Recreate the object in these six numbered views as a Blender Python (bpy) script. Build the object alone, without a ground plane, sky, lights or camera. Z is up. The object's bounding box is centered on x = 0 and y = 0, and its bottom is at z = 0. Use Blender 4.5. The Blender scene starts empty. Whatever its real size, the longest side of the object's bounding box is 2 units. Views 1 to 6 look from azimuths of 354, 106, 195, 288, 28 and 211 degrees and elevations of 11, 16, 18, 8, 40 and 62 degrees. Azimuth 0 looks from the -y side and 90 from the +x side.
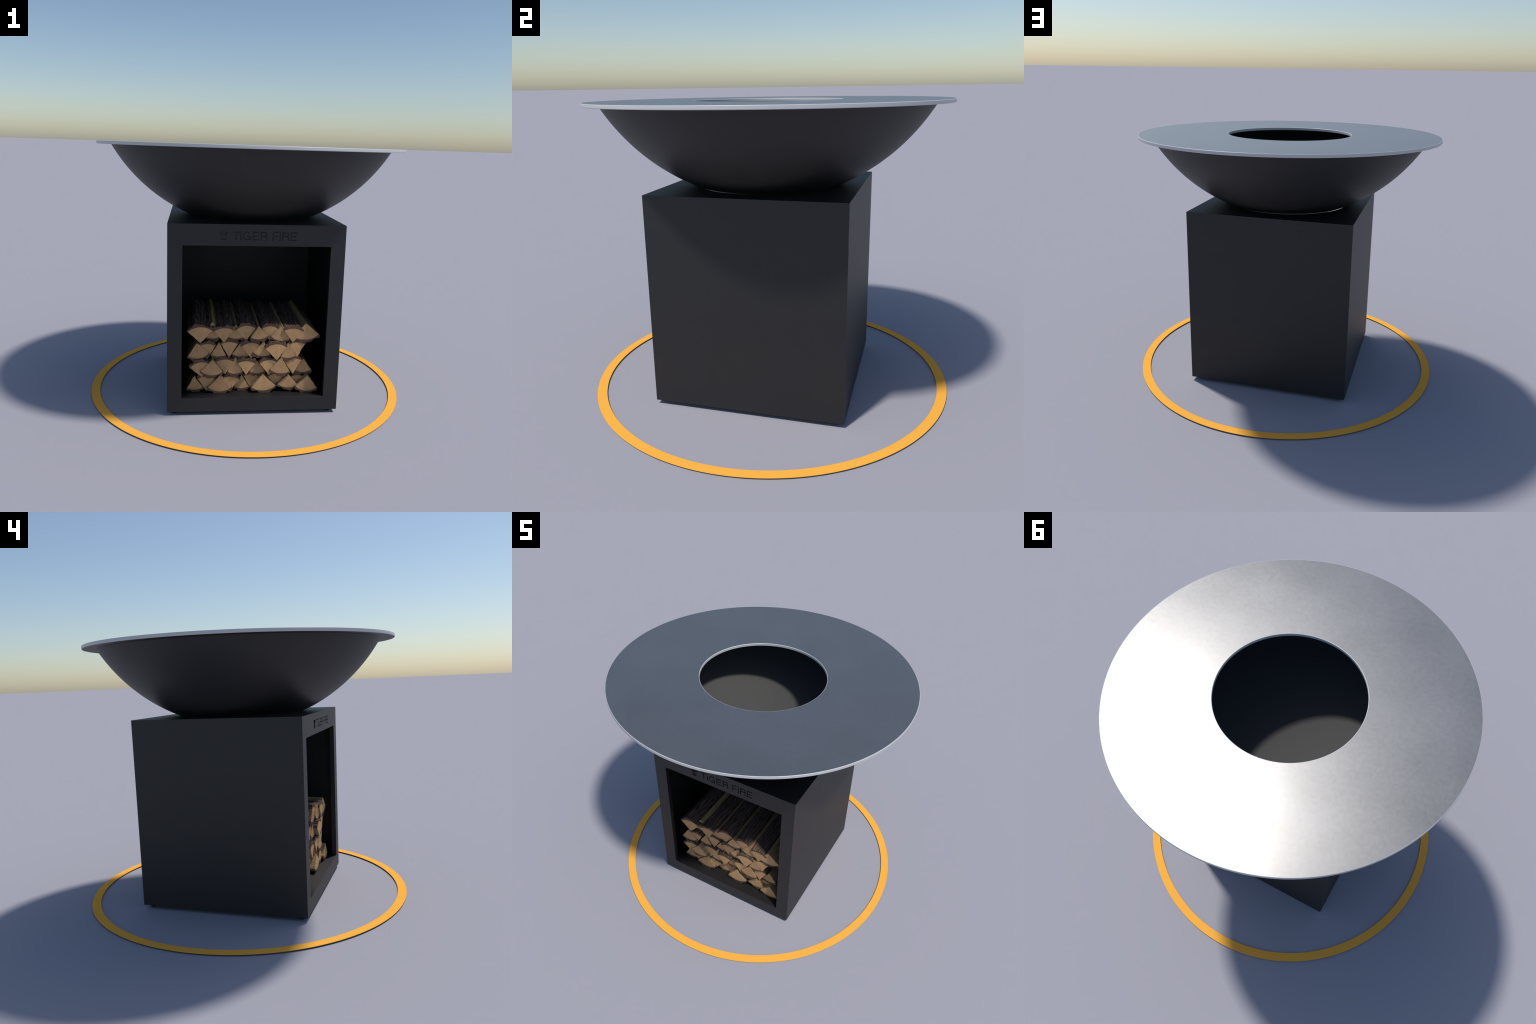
# Outdoor fire-bowl grill: charcoal storage cabinet with engraved lettering, a
# spherical bowl sunk into its top, a wide steel cooking ring, a stack of split
# firewood inside, and an orange hoop lying on the floor around it.
import bpy, bmesh, math, random
from mathutils import Vector, Matrix, noise

rng = random.Random(7)
TAU = math.tau
coll = bpy.context.scene.collection

# ------------------------------------------------------------------ sizes (m)
CAB_X, CAB_Y, HALF = 0.0003, 0.0, 0.5034   # cabinet centre and half width
CAB_LOW, CAB_TOP = 0.0205, 1.130
OPEN_X, OPEN_LOW, OPEN_TOP = 0.4197, 0.1045, 1.0082
FRAME_DEPTH, WALL = 0.030, 0.006
FLOOR_Z = 0.1035
BOWL_C, BOWL_R, BOWL_T = 2.0485, 0.9933, 0.006  # sphere centre height, radius, sheet
PLATE_R, HOLE_R, PLATE_LOW, PLATE_TOP = 0.9400, 0.3878, 1.546, 1.5638
HOOP_OUT, HOOP_IN, HOOP_LOW, HOOP_TOP = 1.0, 0.9472, 0.0040, 0.0055


# ------------------------------------------------------------------ materials
def new_mat(name):
    m = bpy.data.materials.new(name)
    m.use_nodes = True
    nt = m.node_tree
    return m, nt, nt.nodes["Principled BSDF"]


def node(nt, kind, **kw):
    n = nt.nodes.new(kind)
    for k, v in kw.items():
        if k in n.inputs:
            n.inputs[k].default_value = v
        else:
            setattr(n, k, v)
    return n


def coords(nt, scale=(1, 1, 1)):
    tc = nt.nodes.new("ShaderNodeTexCoord")
    mp = nt.nodes.new("ShaderNodeMapping")
    mp.inputs["Scale"].default_value = scale
    nt.links.new(tc.outputs["Object"], mp.inputs["Vector"])
    return mp.outputs["Vector"]


def ramp(nt, fac, stops):
    r = nt.nodes.new("ShaderNodeValToRGB")
    els = r.color_ramp.elements
    while len(els) < len(stops):
        els.new(0.5)
    for e, (p, c) in zip(els, stops):
        e.position, e.color = p, (c if len(c) == 4 else (*c, 1))
    nt.links.new(fac, r.inputs["Fac"])
    return r.outputs["Color"]


def grey(v):
    return (v, v, v, 1)


def maths(nt, op, a, b=None, clamp=False):
    m = nt.nodes.new("ShaderNodeMath")
    m.operation, m.use_clamp = op, clamp
    for i, s in enumerate((a, b)):
        if s is None:
            continue
        if isinstance(s, (int, float)):
            m.inputs[i].default_value = s
        else:
            nt.links.new(s, m.inputs[i])
    return m.outputs[0]


def mix_rgb(nt, fac, a, b, blend="MIX"):
    m = nt.nodes.new("ShaderNodeMixRGB")
    m.blend_type = blend
    for i, s in enumerate((fac, a, b)):
        if isinstance(s, (int, float)):
            m.inputs[i].default_value = s
        elif isinstance(s, tuple):
            m.inputs[i].default_value = s if len(s) == 4 else (*s, 1)
        else:
            nt.links.new(s, m.inputs[i])
    return m.outputs[0]


def bump(nt, height, strength, distance, bsdf):
    b = nt.nodes.new("ShaderNodeBump")
    b.inputs["Strength"].default_value = strength
    b.inputs["Distance"].default_value = distance
    nt.links.new(height, b.inputs["Height"])
    nt.links.new(b.outputs["Normal"], bsdf.inputs["Normal"])


def powder_coat(name, base=0.0150, rough=0.52):
    m, nt, p = new_mat(name)
    v = coords(nt)
    blotch = node(nt, "ShaderNodeTexNoise", Scale=3.0, Detail=3.0)
    nt.links.new(v, blotch.inputs["Vector"])
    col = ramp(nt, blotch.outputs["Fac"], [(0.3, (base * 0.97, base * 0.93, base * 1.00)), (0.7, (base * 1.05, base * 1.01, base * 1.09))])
    nt.links.new(col, p.inputs["Base Color"])
    p.inputs["Roughness"].default_value = rough
    grain = node(nt, "ShaderNodeTexNoise", Scale=260.0, Detail=2.0)
    nt.links.new(v, grain.inputs["Vector"])
    bump(nt, grain.outputs["Fac"], 0.14, 0.002, p)
    return m


def plain(name, colour, rough, spec=0.5, metal=0.0):
    m, nt, p = new_mat(name)
    p.inputs["Base Color"].default_value = (*colour, 1)
    p.inputs["Roughness"].default_value = rough
    p.inputs["Specular IOR Level"].default_value = spec
    p.inputs["Metallic"].default_value = metal
    return m


def brushed_steel(name):
    m, nt, p = new_mat(name)
    v = coords(nt)
    smudge = node(nt, "ShaderNodeTexNoise", Scale=2.2, Detail=4.0, Roughness=0.55, Distortion=0.2)
    nt.links.new(v, smudge.inputs["Vector"])
    fine = node(nt, "ShaderNodeTexNoise", Scale=48.0, Detail=4.0, Roughness=0.65, Distortion=0.4)
    nt.links.new(v, fine.inputs["Vector"])
    col = ramp(nt, smudge.outputs["Fac"], [(0.30, (0.292, 0.287, 0.281)), (0.66, (0.325, 0.322, 0.322))])
    col = mix_rgb(nt, 0.25, col, ramp(nt, fine.outputs["Fac"], [(0.3, grey(0.28)), (0.7, grey(0.36))]))
    nt.links.new(col, p.inputs["Base Color"])
    p.inputs["Metallic"].default_value = 0.83
    r = maths(nt, "ADD", maths(nt, "MULTIPLY", smudge.outputs["Fac"], 0.08), maths(nt, "MULTIPLY", fine.outputs["Fac"], 0.06))
    r = maths(nt, "ADD", r, 0.295)
    nt.links.new(r, p.inputs["Roughness"])
    # hair scratches: thin bent lines along the borders of two warped cell patterns
    warp = node(nt, "ShaderNodeTexNoise", Scale=3.5, Detail=1.0)
    nt.links.new(v, warp.inputs["Vector"])
    off = nt.nodes.new("ShaderNodeVectorMath")
    off.operation = "SCALE"
    off.inputs["Scale"].default_value = 0.35
    nt.links.new(warp.outputs["Color"], off.inputs[0])
    add = nt.nodes.new("ShaderNodeVectorMath")
    nt.links.new(v, add.inputs[0])
    nt.links.new(off.outputs[0], add.inputs[1])
    lines = None
    for s in (1.7, 3.1):
        vo = node(nt, "ShaderNodeTexVoronoi", feature="DISTANCE_TO_EDGE", Scale=s)
        nt.links.new(add.outputs[0], vo.inputs["Vector"])
        cut = maths(nt, "SUBTRACT", 1.0, maths(nt, "MULTIPLY", vo.outputs["Distance"], 170.0), clamp=True)
        lines = cut if lines is None else maths(nt, "MAXIMUM", lines, cut)
    gate = node(nt, "ShaderNodeTexNoise", Scale=5.0, Detail=2.0)
    nt.links.new(v, gate.inputs["Vector"])
    lines = maths(nt, "MULTIPLY", lines, ramp(nt, gate.outputs["Fac"], [(0.52, grey(0)), (0.6, grey(1))]))
    h = maths(nt, "ADD", maths(nt, "MULTIPLY", fine.outputs["Fac"], 0.5), maths(nt, "MULTIPLY", lines, -0.6))
    bump(nt, h, 0.03, 0.004, p)
    return m


def end_grain(name):
    m, nt, p = new_mat(name)
    tc = nt.nodes.new("ShaderNodeTexCoord")
    info = nt.nodes.new("ShaderNodeObjectInfo")
    sep = nt.nodes.new("ShaderNodeSeparateXYZ")
    nt.links.new(tc.outputs["Object"], sep.inputs[0])
    x, z = sep.outputs["X"], sep.outputs["Z"]
    rad = maths(nt, "SQRT", maths(nt, "ADD", maths(nt, "MULTIPLY", x, x), maths(nt, "MULTIPLY", z, z)))
    ang = maths(nt, "ARCTAN2", x, z)
    wob = node(nt, "ShaderNodeTexNoise", Scale=2.2, Detail=2.0)
    nt.links.new(tc.outputs["Object"], wob.inputs["Vector"])
    # growth rings round the pith
    phase = maths(nt, "ADD", maths(nt, "MULTIPLY", rad, 140.0), maths(nt, "MULTIPLY", wob.outputs["Fac"], 16.0))
    rings = maths(nt, "ADD", maths(nt, "MULTIPLY", maths(nt, "SINE", phase), 0.5), 0.5)
    col = ramp(nt, rings, [(0.0, (0.45, 0.268, 0.132)), (0.75, (0.61, 0.38, 0.195))])
    # tone differs from piece to piece
    tone = ramp(nt, info.outputs["Random"], [(0.0, (0.80, 0.78, 0.75)), (1.0, (1.06, 1.03, 0.99))])
    col = mix_rgb(nt, 1.0, col, tone, "MULTIPLY")
    cloud = node(nt, "ShaderNodeTexNoise", Scale=3.0, Detail=4.0)
    nt.links.new(tc.outputs["Object"], cloud.inputs["Vector"])
    col = mix_rgb(nt, 1.0, col, ramp(nt, cloud.outputs["Fac"], [(0.3, grey(0.88)), (0.7, grey(1.06))]), "MULTIPLY")
    # drying cracks: short dark spokes from the pith
    cracks = None
    for k, (mul, width) in enumerate(((1.0, 0.014), (2.7, 0.010))):
        a0 = maths(nt, "MULTIPLY", maths(nt, "SUBTRACT", maths(nt, "FRACT", maths(nt, "MULTIPLY", info.outputs["Random"], 7.3 * mul)), 0.5), 0.9)
        d = maths(nt, "ABSOLUTE", maths(nt, "SUBTRACT", maths(nt, "ADD", ang, maths(nt, "MULTIPLY", maths(nt, "SUBTRACT", wob.outputs["Fac"], 0.5), 0.35)), a0))
        d = maths(nt, "MULTIPLY", d, rad)
        line = maths(nt, "SUBTRACT", 1.0, maths(nt, "DIVIDE", d, width), clamp=True)
        reach = maths(nt, "MULTIPLY", maths(nt, "SUBTRACT", 0.62 - 0.16 * k, rad), 4.0, clamp=True)
        line = maths(nt, "MULTIPLY", line, reach)
        cracks = line if cracks is None else maths(nt, "MAXIMUM", cracks, line)
    col = mix_rgb(nt, maths(nt, "MULTIPLY", cracks, 0.8), col, (0.07, 0.045, 0.03))
    nt.links.new(col, p.inputs["Base Color"])
    p.inputs["Roughness"].default_value = 0.8
    p.inputs["Specular IOR Level"].default_value = 0.2
    bump(nt, maths(nt, "SUBTRACT", maths(nt, "MULTIPLY", rings, 0.3), cracks), 0.25, 0.02, p)
    return m


def split_wood(name):
    m, nt, p = new_mat(name)
    v = coords(nt, (9.0, 0.5, 9.0))
    n1 = node(nt, "ShaderNodeTexNoise", Scale=2.0, Detail=5.0, Roughness=0.65, Distortion=0.3)
    nt.links.new(v, n1.inputs["Vector"])
    n2 = node(nt, "ShaderNodeTexNoise", Scale=0.7, Detail=2.0)
    nt.links.new(v, n2.inputs["Vector"])
    col = ramp(nt, n1.outputs["Fac"], [(0.34, (0.13, 0.085, 0.04)), (0.46, (0.33, 0.225, 0.11)), (0.62, (0.50, 0.36, 0.19))])
    col = mix_rgb(nt, 0.45, col, ramp(nt, n2.outputs["Fac"], [(0.35, (0.28, 0.20, 0.10)), (0.65, (0.48, 0.35, 0.20))]))
    nt.links.new(col, p.inputs["Base Color"])
    p.inputs["Roughness"].default_value = 0.75
    p.inputs["Specular IOR Level"].default_value = 0.25
    bump(nt, n1.outputs["Fac"], 0.5, 0.05, p)
    return m


def bark_outside(name):
    m, nt, p = new_mat(name)
    tc = nt.nodes.new("ShaderNodeTexCoord")
    sep = nt.nodes.new("ShaderNodeSeparateXYZ")
    nt.links.new(tc.outputs["Object"], sep.inputs[0])
    warp = node(nt, "ShaderNodeTexNoise", Scale=1.0, Detail=2.0, Roughness=0.5)
    nt.links.new(coords(nt, (2.6, 0.6, 2.6)), warp.inputs["Vector"])
    fine = node(nt, "ShaderNodeTexNoise", Scale=1.0, Detail=4.0, Roughness=0.65)
    nt.links.new(coords(nt, (16.0, 1.2, 16.0)), fine.inputs["Vector"])
    # wavy fissures running along the log
    phase = maths(nt, "ADD", maths(nt, "MULTIPLY", sep.outputs["X"], 36.0), maths(nt, "MULTIPLY", warp.outputs["Fac"], 18.0))
    wave = maths(nt, "ADD", maths(nt, "MULTIPLY", maths(nt, "SINE", phase), 0.5), 0.5)
    h = maths(nt, "ADD", maths(nt, "MULTIPLY", wave, 0.34), maths(nt, "MULTIPLY", fine.outputs["Fac"], 0.66))
    col = ramp(nt, h, [(0.28, (0.045, 0.032, 0.025)), (0.50, (0.120, 0.082, 0.062)), (0.72, (0.185, 0.128, 0.096))])
    nt.links.new(col, p.inputs["Base Color"])
    p.inputs["Roughness"].default_value = 0.9
    p.inputs["Specular IOR Level"].default_value = 0.15
    bump(nt, h, 0.45, 0.05, p)
    return m


def bark_section(name):
    m, nt, p = new_mat(name)
    v = coords(nt, (1, 1, 1))
    n1 = node(nt, "ShaderNodeTexNoise", Scale=9.0, Detail=3.0)
    nt.links.new(v, n1.inputs["Vector"])
    col = ramp(nt, n1.outputs["Fac"], [(0.3, (0.100, 0.060, 0.043)), (0.7, (0.138, 0.086, 0.062))])
    nt.links.new(col, p.inputs["Base Color"])
    p.inputs["Roughness"].default_value = 0.9
    p.inputs["Specular IOR Level"].default_value = 0.1
    return m


COAT = powder_coat("charcoal_powder_coat")
COAT_BOWL = powder_coat("charcoal_bowl_coat")
COAT_SHADE_DARKENED = powder_coat("cabinet_coat_shade_darkened", 0.0095)  # same charcoal coat, base darkened to bake in the cabinet's interior shade
RECESS = plain("recess_black", (0.012, 0.012, 0.012), 0.6, 0.4)
STEEL = brushed_steel("brushed_steel")
STEEL_EDGE = plain("machined_steel_edge", (0.55, 0.55, 0.555), 0.40, 0.35, 0.05)
COAT_SOOT = plain("bowl_inside_coat", (0.080, 0.080, 0.080), 0.9, 0.15)
RUBBER = plain("black_rubber", (0.012, 0.012, 0.012), 0.7, 0.3)
ORANGE = plain("orange_paint", (0.97, 0.46, 0.072), 1.0, 0.0)
EDGE = plain("hoop_underside_dark", (0.035, 0.032, 0.032), 0.9, 0.1)  # dark colour on the ring's underside face only; top and sides are orange
END_GRAIN, SPLIT = end_grain("wood_end_grain"), split_wood("split_wood")
BARK, BARK_CUT = bark_outside("bark_outside"), bark_section("bark_section")


# ------------------------------------------------------------------ helpers
def mesh_object(name, me, parent=None, mats=()):
    ob = bpy.data.objects.new(name, me)
    coll.objects.link(ob)
    ob.parent = parent
    for m in mats:
        me.materials.append(m)
    return ob


def from_bmesh(name, bm, smooth=None):
    me = bpy.data.meshes.new(name)
    bmesh.ops.recalc_face_normals(bm, faces=bm.faces)
    bm.to_mesh(me)
    bm.free()
    if smooth is not None:
        smooth_by_angle(me, smooth)
    return me


def smooth_by_angle(me, degrees):
    me.shade_smooth()
    bm = bmesh.new()
    bm.from_mesh(me)
    lim = math.radians(degrees)
    for e in bm.edges:
        e.smooth = len(e.link_faces) != 2 or e.calc_face_angle(0) < lim
    bm.to_mesh(me)
    bm.free()


def box_mesh(name, lo, hi):
    bm = bmesh.new()
    bmesh.ops.create_cube(bm, size=1)
    for v in bm.verts:
        v.co = Vector([lo[i] + (v.co[i] + 0.5) * (hi[i] - lo[i]) for i in range(3)])
    return from_bmesh(name, bm)


def lathe(name, profile, segments, closed=True, smooth=35, slots=None):
    """Turn a list of (radius, height) round the z axis. slots: material per profile edge."""
    bm = bmesh.new()
    rings = []
    for r, z in profile:
        if r < 1e-6:
            rings.append([bm.verts.new((0, 0, z))])
        else:
            rings.append([bm.verts.new((r * math.cos(TAU * i / segments), r * math.sin(TAU * i / segments), z)) for i in range(segments)])
    n = len(profile)
    for k in range(n if closed else n - 1):
        a, b = rings[k], rings[(k + 1) % n]
        if len(a) == 1 and len(b) == 1:
            continue
        for i in range(segments):
            j = (i + 1) % segments
            if len(a) == 1:
                vs = (a[0], b[j], b[i])
            elif len(b) == 1:
                vs = (a[i], a[j], b[0])
            else:
                vs = (a[i], a[j], b[j], b[i])
            f = bm.faces.new(vs)
            f.material_index = slots[k] if slots else 0
    return from_bmesh(name, bm, smooth)


def firm_normals(ob):
    """Rounded edges shade smoothly while the broad flat faces stay flat."""
    ob.modifiers.new("firm", "WEIGHTED_NORMAL").keep_sharp = True
    bpy.context.view_layer.update()
    me = evaluated(ob, ob.data.name)
    ob.modifiers.clear()
    old, ob.data = ob.data, me
    bpy.data.meshes.remove(old)


def evaluated(ob, name):
    dg = bpy.context.evaluated_depsgraph_get()
    me = bpy.data.meshes.new_from_object(ob.evaluated_get(dg))
    me.name = name
    return me


def carve(ob, tool):
    mod = ob.modifiers.new("carve", "BOOLEAN")
    mod.operation, mod.solver, mod.object = "DIFFERENCE", "EXACT", tool
    if hasattr(mod, "material_mode"):
        mod.material_mode = "TRANSFER"
    bpy.context.view_layer.update()
    me = evaluated(ob, ob.data.name)
    ob.modifiers.clear()
    old = ob.data
    ob.data = me
    bpy.data.meshes.remove(old)
    tm = tool.data
    bpy.data.objects.remove(tool)
    if tm.users == 0:
        bpy.data.meshes.remove(tm)


def arc(cx, cz, r, a0, a1, n):
    return [(cx + r * math.cos(a0 + (a1 - a0) * i / n), cz + r * math.sin(a0 + (a1 - a0) * i / n)) for i in range(n + 1)]


# ------------------------------------------------------------------ grill
grill = bpy.data.objects.new("fire_bowl_grill", None)
coll.objects.link(grill)
grill["label"] = "black fire bowl grill with steel ring on log cabinet"
grill["category"] = "outdoor grill"

# cabinet: one shell with a framed opening, a hollow inside and a seat for the bowl
cab = mesh_object("cabinet", box_mesh("cabinet", (CAB_X - HALF, CAB_Y - HALF, CAB_LOW), (CAB_X + HALF, CAB_Y + HALF, CAB_TOP)), grill, [COAT])
front = CAB_Y - HALF
carve(cab, mesh_object("tool", box_mesh("tool", (-OPEN_X, front - 0.05, OPEN_LOW), (OPEN_X, front + FRAME_DEPTH + 0.01, OPEN_TOP)), None, [COAT_SHADE_DARKENED]))
carve(cab, mesh_object("tool", box_mesh("tool", (CAB_X - HALF + WALL, front + FRAME_DEPTH, FLOOR_Z), (CAB_X + HALF - WALL, CAB_Y + HALF - WALL, CAB_TOP - 0.005)), None, [COAT_SHADE_DARKENED]))
bm = bmesh.new()
bm.from_mesh(cab.data)
edges = [e for e in bm.edges if len(e.link_faces) == 2 and e.calc_face_angle(0) > 0.5]
bmesh.ops.bevel(bm, geom=edges, offset=0.0028, segments=3, profile=0.6, affect="EDGES", clamp_overlap=True)
bm.to_mesh(cab.data)
bm.free()
seat_r = 0.3840
seat = lathe("tool", [(0, CAB_TOP - 0.03), (seat_r, CAB_TOP - 0.03), (seat_r, CAB_TOP + 0.03), (0, CAB_TOP + 0.03)], 192, closed=False)
carve(cab, mesh_object("tool", seat, None, [COAT]))

# engraved words and the little bowl-on-pedestal sign, sunk into the frame
ENGRAVE = 0.0075


def flat_shape_tool(name, loops):
    """Prism through the frame's skin from outlines in the front plane (x, z)."""
    bm = bmesh.new()
    for pts in loops:
        vs = [bm.verts.new((x, front - 0.01, z)) for x, z in pts]
        f = bm.faces.new(vs)
        r = bmesh.ops.extrude_face_region(bm, geom=[f])
        bmesh.ops.translate(bm, vec=(0, 0.01 + ENGRAVE, 0), verts=[g for g in r["geom"] if isinstance(g, bmesh.types.BMVert)])
    return from_bmesh(name, bm)


# plain upright capitals; each letter is a set of outlines in units of the cap height
STROKE = 0.125


def bar(x0, z0, x1, z1):
    return [(x0, z0), (x1, z0), (x1, z1), (x0, z1)]


def letter(kind, w):
    s = STROKE
    if kind == "T":
        return [[(0, 1), (0, 1 - s), ((w - s) / 2, 1 - s), ((w - s) / 2, 0), ((w + s) / 2, 0), ((w + s) / 2, 1 - s), (w, 1 - s), (w, 1)]]
    if kind == "i":
        return [bar(0, 0, s, 0.76), bar(0, 1 - s, s, 1)]
    if kind in "EF":
        pts = [(0, 0), (0, 1), (w, 1), (w, 1 - s), (s, 1 - s), (s, 0.5 + s / 2), (w * 0.93, 0.5 + s / 2), (w * 0.93, 0.5 - s / 2), (s, 0.5 - s / 2)]
        return [pts + ([(s, s), (w, s), (w, 0)] if kind == "E" else [(s, 0)])]
    if kind == "R":
        # two outlines side by side so that the eye of the letter stays open
        zm, r = 0.46, 0.27
        def bow(d):
            return [(w - r - 0.02 + (r - d) * math.cos(t), 1 - r + (r - d) * math.sin(t)) for t in (TAU / 4 * (1 - i / 4) for i in range(9))]
        stem = bar(0, 0, s, 1)
        loop = [(s, 1)] + bow(0) + [(s, zm), (s, zm + s)] + bow(s)[::-1] + [(s, 1 - s)]
        leg = [(w - 0.36, zm), (w - s - 0.02, 0.28), (w - s - 0.02, 0.06), (w - s, 0), (w, 0), (w - 0.02, 0.10), (w - 0.02, 0.30), (w - 0.14, zm)]
        return [stem, loop, leg]
    if kind == "G":
        cx, cz, rx, rz = w / 2, 0.5, w / 2, 0.515
        span = [math.radians(38 + (322 - 38) * i / 20) for i in range(21)]
        out = [(cx + rx * math.cos(t), cz + rz * math.sin(t)) for t in span]
        inn = [(cx + (rx - s) * math.cos(t), cz + (rz - s) * math.sin(t)) for t in span][::-1]
        spur = [(cx + 0.04, 0.50), (cx + 0.04, 0.50 - s), (w - s, 0.50 - s), (w - s, 0.0), (w, 0.0), (w, 0.50)]
        return [out + inn, spur]


# letter, left edge and width along the word, as fractions of its length
SPELLING = [("T", 0.000, 0.100), ("i", 0.117, 0), ("G", 0.156, 0.121), ("E", 0.306, 0.103), ("R", 0.432, 0.108),
            ("F", 0.618, 0.088), ("i", 0.727, 0), ("R", 0.771, 0.108), ("E", 0.898, 0.102)]


def word_loops(left, right, low, high):
    size, span, out = high - low, right - left, []
    for kind, at, wide in SPELLING:
        for pts in letter(kind, wide * span / size):
            out.append([(left + at * span + x * size, low + z * size) for x, z in pts])
    return out


WORD_BOX = (-0.1420, 0.2190, 1.0422, 1.0900)
SIGN_C, SIGN_TOP, SIGN_LOW = -0.1935, 1.0903, 1.0408


def sign_loops(gap=0.0):
    half, waist, neck = 0.0250, 0.0165, 1.0725
    cup = [(SIGN_C + half, SIGN_TOP), (SIGN_C - half, SIGN_TOP)]
    cup += [(SIGN_C - half + (half - waist) * (1 - math.cos(t)) , SIGN_TOP - (SIGN_TOP - neck) * math.sin(t)) for t in (0.35, 0.8, 1.2, 1.5708)]
    cup += [(SIGN_C + half - (half - waist) * (1 - math.cos(t)), SIGN_TOP - (SIGN_TOP - neck) * math.sin(t)) for t in (1.5708, 1.2, 0.8, 0.35)]
    stem_half = 0.0148
    stem = [(SIGN_C + stem_half, neck - 0.0022), (SIGN_C - stem_half, neck - 0.0022), (SIGN_C - stem_half, SIGN_LOW), (SIGN_C + stem_half, SIGN_LOW)]
    return [cup, stem]


carve(cab, mesh_object("tool", flat_shape_tool("tool", sign_loops()), None, [RECESS]))
for pts in word_loops(*WORD_BOX):
    carve(cab, mesh_object("tool", flat_shape_tool("tool", [pts]), None, [RECESS]))
smooth_by_angle(cab.data, 40)
firm_normals(cab)
# coated floors of the engraving
for part, loops in (("lettering", word_loops(*WORD_BOX)), ("emblem", sign_loops())):
    inlay = flat_shape_tool(part, loops)
    for v in inlay.vertices:
        v.co.y = front + ENGRAVE + (-0.0012 if v.co.y < front else 0.002)
    mesh_object(part, inlay, cab, [COAT])

# feet
foot_me = lathe("foot", [(0, 0), (0.0135, 0), (0.0165, 0.003), (0.0165, 0.012), (0.009, 0.0125), (0.009, 0.0225), (0, 0.0225)], 32, closed=False)
foot_me.materials.append(RUBBER)
for sx in (-1, 1):
    for sy in (-1, 1):
        f = bpy.data.objects.new("foot", foot_me)
        coll.objects.link(f)
        f.parent = cab
        f.location = (0.4612 * sx, 0.4615 * sy, 0)

# bowl: spherical dish of sheet steel, open at the top
a_top = math.asin((PLATE_LOW - 0.0006 - BOWL_C) / BOWL_R)
a_bot = -math.pi / 2
NB = 72
outer = arc(0, BOWL_C, BOWL_R, a_bot, a_top, NB)
inner = arc(0, BOWL_C, BOWL_R - BOWL_T, math.asin((PLATE_LOW - 0.0006 - BOWL_C) / (BOWL_R - BOWL_T)), a_bot, NB)
outer[0], inner[-1] = (0, outer[0][1]), (0, inner[-1][1])
bowl = mesh_object("bowl", lathe("bowl", outer + inner, 192, closed=False, smooth=40, slots=[0] * NB + [0] + [1] * (NB + 2)), grill, [COAT_BOWL, COAT_SOOT])

# cooking plate: flat steel ring with rounded edges and a coated underside
e = 0.0032
prof = arc(PLATE_R - e, PLATE_LOW + e, e, -math.pi / 2, 0, 4) + arc(PLATE_R - e, PLATE_TOP - e, e, 0, math.pi / 2, 5)
prof += [(r, PLATE_TOP) for r in (0.80, 0.66, 0.52)]
prof += arc(HOLE_R + e, PLATE_TOP - e, e, math.pi / 2, math.pi, 5) + arc(HOLE_R + e, PLATE_LOW + e, e, math.pi, 1.5 * math.pi, 4)
plate_slots = [1] * 10 + [0] * 4 + [1] * 10 + [2]
plate = mesh_object("cooking_plate", lathe("cooking_plate", prof, 256, closed=True, smooth=40, slots=plate_slots), grill, [STEEL, STEEL_EDGE, COAT_BOWL])
firm_normals(plate)

# ------------------------------------------------------------------ hoop on the floor
prof = [(HOOP_OUT, HOOP_LOW), (HOOP_OUT, HOOP_TOP), (HOOP_IN, HOOP_TOP), (HOOP_IN, HOOP_LOW)]
hoop = mesh_object("floor_hoop", lathe("floor_hoop", prof, 256, closed=True, smooth=30, slots=[0, 0, 0, 1]), None, [ORANGE, EDGE])
hoop["label"] = "flat orange ring lying on the floor"
hoop["category"] = "floor ring"

# ------------------------------------------------------------------ firewood
stack = bpy.data.objects.new("firewood_stack", None)
coll.objects.link(stack)
stack.location = (0, -0.16, FLOOR_Z)
stack["label"] = "four rows of stacked split logs with dark bark"
stack["category"] = "firewood"

LOG_LEN = 0.545
UNIT_LEN = 5.7        # log length in units of the log's radius


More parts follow.
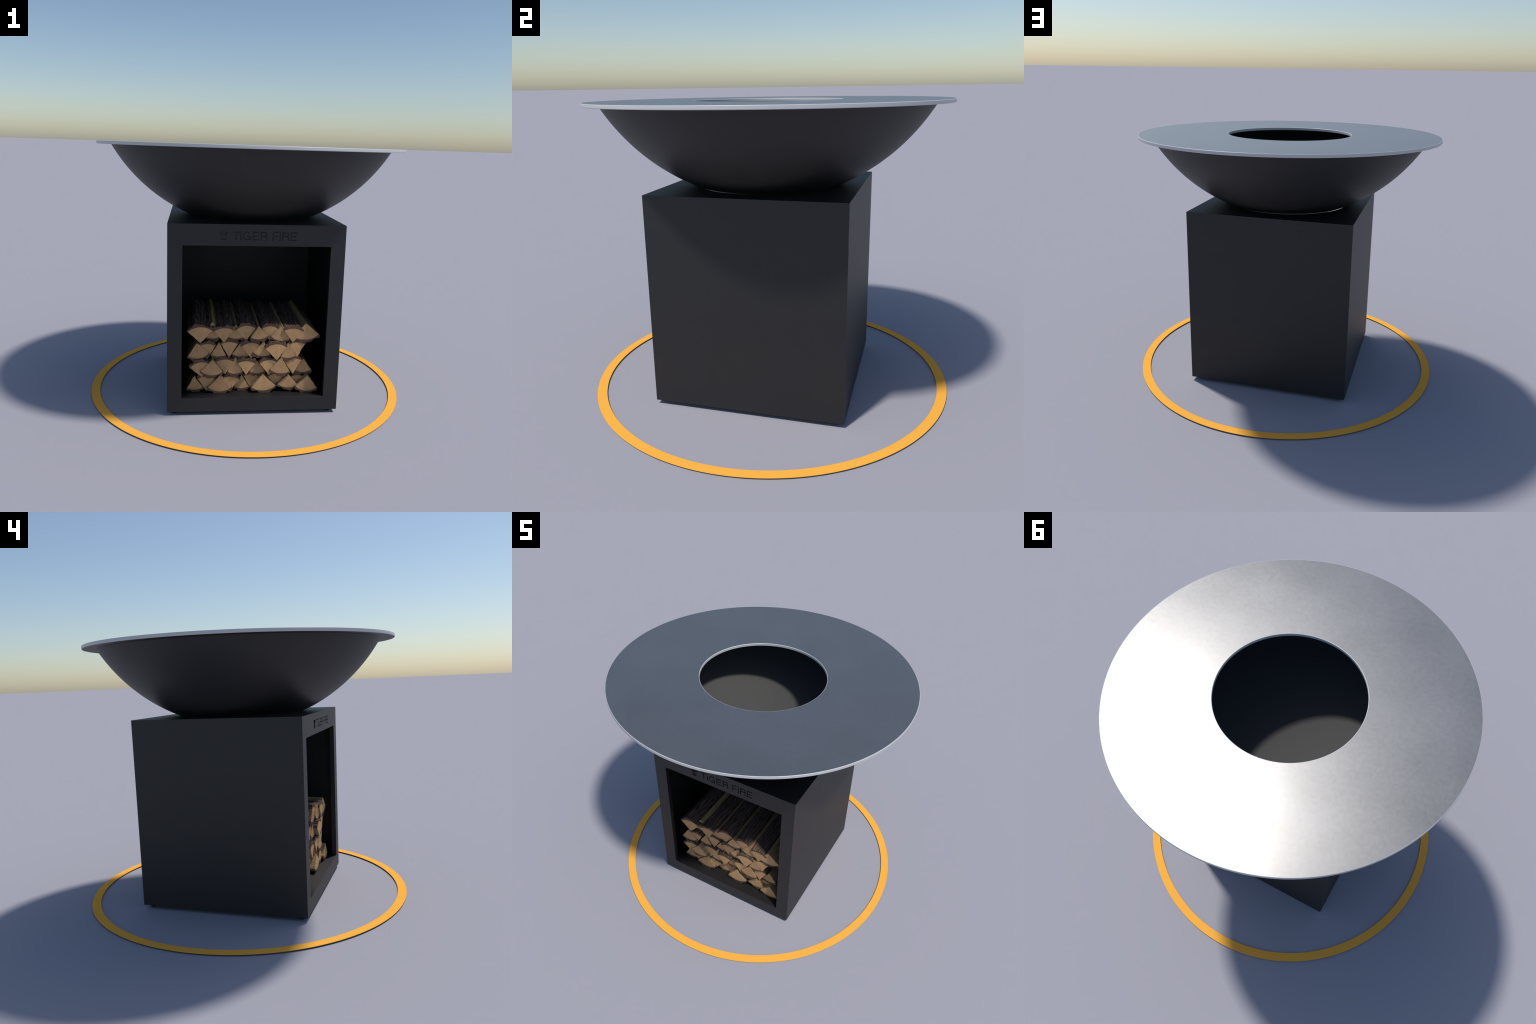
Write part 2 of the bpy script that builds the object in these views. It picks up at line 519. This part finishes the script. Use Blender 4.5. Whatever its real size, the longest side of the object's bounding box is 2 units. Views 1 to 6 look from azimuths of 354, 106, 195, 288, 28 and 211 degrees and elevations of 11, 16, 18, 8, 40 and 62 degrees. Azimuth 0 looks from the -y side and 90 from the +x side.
def log_meshes(spread, seed):
    """A split log of radius 1: pith edge on the y axis, bark side up (+z)."""
    r = random.Random(seed)
    half = math.radians(spread) / 2
    na, nl, nr = 22, 36, 9
    off = Vector((r.uniform(0, 50), r.uniform(0, 50), r.uniform(0, 50)))

    def ridge(rad, y, side):      # long fibres torn along the split faces
        return 0.028 * noise.noise(Vector((rad * 7, y * 0.5, side * 9)) + off) + 0.03 * noise.noise(Vector((rad * 2, y * 0.35, side * 5)) + off)

    # wood
    bm = bmesh.new()
    grid = []
    for j in range(nl + 1):
        y = UNIT_LEN * j / nl
        row = []
        tip = 0.02 + 0.02 * noise.noise(Vector((0, y * 0.7, 3)) + off)
        for side in (-1, 1):
            pts = []
            for i in range(nr):
                rad = tip + (1 - tip) * i / nr
                d = ridge(rad, y, side) * min(1, rad * 4)
                a = side * half
                p = Vector((math.sin(a) * rad, y, math.cos(a) * rad)) + Vector((math.cos(a) * side, 0, -math.sin(a) * side)) * d
                pts.append(p)
            row.append(pts)
        arcpts = [Vector((math.sin(half * (2 * i / na - 1)), y, math.cos(half * (2 * i / na - 1)))) for i in range(na + 1)]
        ring = row[0] + arcpts + row[1][::-1]     # left face outwards, arc, right face inwards
        grid.append([bm.verts.new(p) for p in ring])
    n = len(grid[0])
    for j in range(nl):
        for i in range(n):
            k = (i + 1) % n
            f = bm.faces.new((grid[j][i], grid[j][k], grid[j + 1][k], grid[j + 1][i]))
            f.material_index, f.smooth = 1, True
    for ring in (grid[0], grid[-1]):
        f = bm.faces.new(ring)
        f.material_index = 0
    wood = from_bmesh("log", bm, 35)
    wood.materials.append(END_GRAIN)
    wood.materials.append(SPLIT)

    # bark: a lumpy shell on the round side
    lob1, lob2, ph1, ph2 = r.uniform(0.045, 0.07), r.uniform(0.022, 0.042), r.uniform(0, TAU), r.uniform(0, TAU)
    body = r.uniform(0.085, 0.125)
    na, nl = 72, 64

    def thick(t, y):              # t from -1 to 1 across the bark
        lump = lob1 * math.sin(4.6 * t + ph1 + 0.25 * math.sin(y * 0.8)) + lob2 * math.sin(11.5 * t + ph2 + 0.5 * math.sin(y * 0.6))
        groove = 0.032 * noise.noise(Vector((t * 11 + 0.5 * noise.noise(Vector((t * 2, y * 1.3, 8)) + off), y * 0.55, 1)) + off)
        fissure = 0.02 * noise.noise(Vector((t * 25, y * 0.8, 4)) + off)
        ends = max(0.0, 1 - abs(t) ** 8)
        fade = min(1.0, y * 6 + 0.25)
        return 0.06 + (body + lump + (groove + fissure) * fade) * ends ** 0.6

    bm = bmesh.new()
    outer, inner = [], []
    for j in range(nl + 1):
        y = UNIT_LEN * j / nl
        o, q = [], []
        for i in range(na + 1):
            t = 2 * i / na - 1
            a = half * t * 1.025
            rad = 1 + thick(t, y)
            o.append(bm.verts.new((math.sin(a) * rad, y - 0.004, math.cos(a) * rad)))
            q.append(bm.verts.new((math.sin(a) * 0.999, y - 0.004, math.cos(a) * 0.999)))
        outer.append(o)
        inner.append(q)
    for j in range(nl):
        for i in range(na):
            f = bm.faces.new((outer[j][i], outer[j][i + 1], outer[j + 1][i + 1], outer[j + 1][i]))
            f.material_index = 0
            bm.faces.new((inner[j][i], inner[j + 1][i], inner[j + 1][i + 1], inner[j][i + 1])).material_index = 1
        for i in (0, na):
            bm.faces.new((outer[j][i], outer[j + 1][i], inner[j + 1][i], inner[j][i])).material_index = 1
    for j in (0, nl):
        for i in range(na):
            bm.faces.new((outer[j][i], outer[j][i + 1], inner[j][i + 1], inner[j][i])).material_index = 1
    bark = from_bmesh("bark", bm, 50)
    bark.materials.append(BARK)
    bark.materials.append(BARK_CUT)
    return wood, bark


KINDS = {}
for spread in (58, 70, 83):
    for seed in (1, 2, 3):
        KINDS[spread, seed] = log_meshes(spread, spread * 10 + seed)

# rows from the top down; pieces alternate pith down / pith up.
# each piece: pith x, pith height, radius, spread and lean in degrees, front end y
ROWS = [
    (0, [(-0.312, 0.417, 0.101, 88, -3, -0.437), (-0.242, 0.536, 0.098, 77, -1, -0.405), (-0.172, 0.416, 0.092, 74, -4, -0.431),
         (-0.102, 0.518, 0.089, 76, 2, -0.404), (-0.039, 0.421, 0.090, 81, -5, -0.408), (0.030, 0.517, 0.084, 74, -5, -0.426),
         (0.098, 0.424, 0.087, 66, 1, -0.418), (0.172, 0.521, 0.093, 80, 6, -0.431), (0.234, 0.417, 0.091, 74, 3, -0.4415),
         (0.310, 0.537, 0.106, 88, -5, -0.439)]),
    (1, [(-0.333, 0.418, 0.094, 81, -8, -0.438), (-0.270, 0.318, 0.092, 57, 1, -0.434), (-0.202, 0.414, 0.089, 59, 2, -0.415),
         (-0.141, 0.314, 0.099, 60, 1, -0.407), (-0.062, 0.421, 0.102, 56, 8, -0.403), (-0.007, 0.308, 0.098, 65, -6, -0.416),
         (0.066, 0.423, 0.094, 66, 9, -0.420), (0.142, 0.311, 0.097, 79, -5, -0.446), (0.208, 0.417, 0.095, 56, -2, -0.437),
         (0.262, 0.323, 0.096, 60, 0, -0.436)]),
    (0, [(-0.300, 0.209, 0.091, 79, -11, -0.446), (-0.241, 0.318, 0.095, 83, 2, -0.452), (-0.164, 0.214, 0.095, 72, 3, -0.419),
         (-0.103, 0.323, 0.102, 52, 0, -0.420), (-0.039, 0.216, 0.088, 72, 1, -0.435), (0.029, 0.298, 0.081, 69, 0, -0.412),
         (0.099, 0.213, 0.093, 66, -4, -0.435), (0.172, 0.326, 0.100, 71, 6, -0.443), (0.242, 0.216, 0.103, 63, 1, -0.430),
         (0.309, 0.308, 0.087, 68, -1, -0.411)]),
    (1, [(-0.343, 0.205, 0.090, 64, -2, -0.411), (-0.274, 0.111, 0.091, 68, 1, -0.420), (-0.193, 0.218, 0.103, 83, 1, -0.437),
         (-0.133, 0.107, 0.091, 70, 4, -0.413), (-0.062, 0.205, 0.088, 60, -2, -0.402), (-0.005, 0.109, 0.096, 56, 1, -0.403),
         (0.063, 0.218, 0.103, 86, -4, -0.440), (0.147, 0.129, 0.081, 72, -3, -0.408), (0.218, 0.213, 0.086, 88, 3, -0.430),
         (0.278, 0.135, 0.062, 85, -6, -0.400), (0.333, 0.214, 0.099, 81, 4, -0.444)]),
]
base = Vector(stack.location)
for first_up, pieces in ROWS:
    for i, (x, z, rad, spread, lean, y) in enumerate(pieces):
        up = (i + first_up) % 2            # 1: pith edge on top, bark underneath
        kind = min((58, 70, 83), key=lambda s: abs(s - spread))
        wood, bark = KINDS[kind, rng.choice((1, 2, 3))]
        ho, hk = math.radians(spread) / 2, math.radians(kind) / 2
        sx, sz = rad * math.sin(ho) / math.sin(hk), rad * math.cos(ho) / math.cos(hk)
        if rng.random() < 0.5:
            sx = -sx
        log = bpy.data.objects.new("log", wood)
        coll.objects.link(log)
        log.parent = stack
        log.location = Vector((x, y, z)) - base
        log.rotation_euler = (0, math.radians(lean + (180 if up else 0)), 0)
        log.scale = (sx, (LOG_LEN + rng.uniform(-0.012, 0.012)) / UNIT_LEN, sz)
        skin = bpy.data.objects.new("bark", bark)
        coll.objects.link(skin)
        skin.parent = log

bpy.context.view_layer.update()
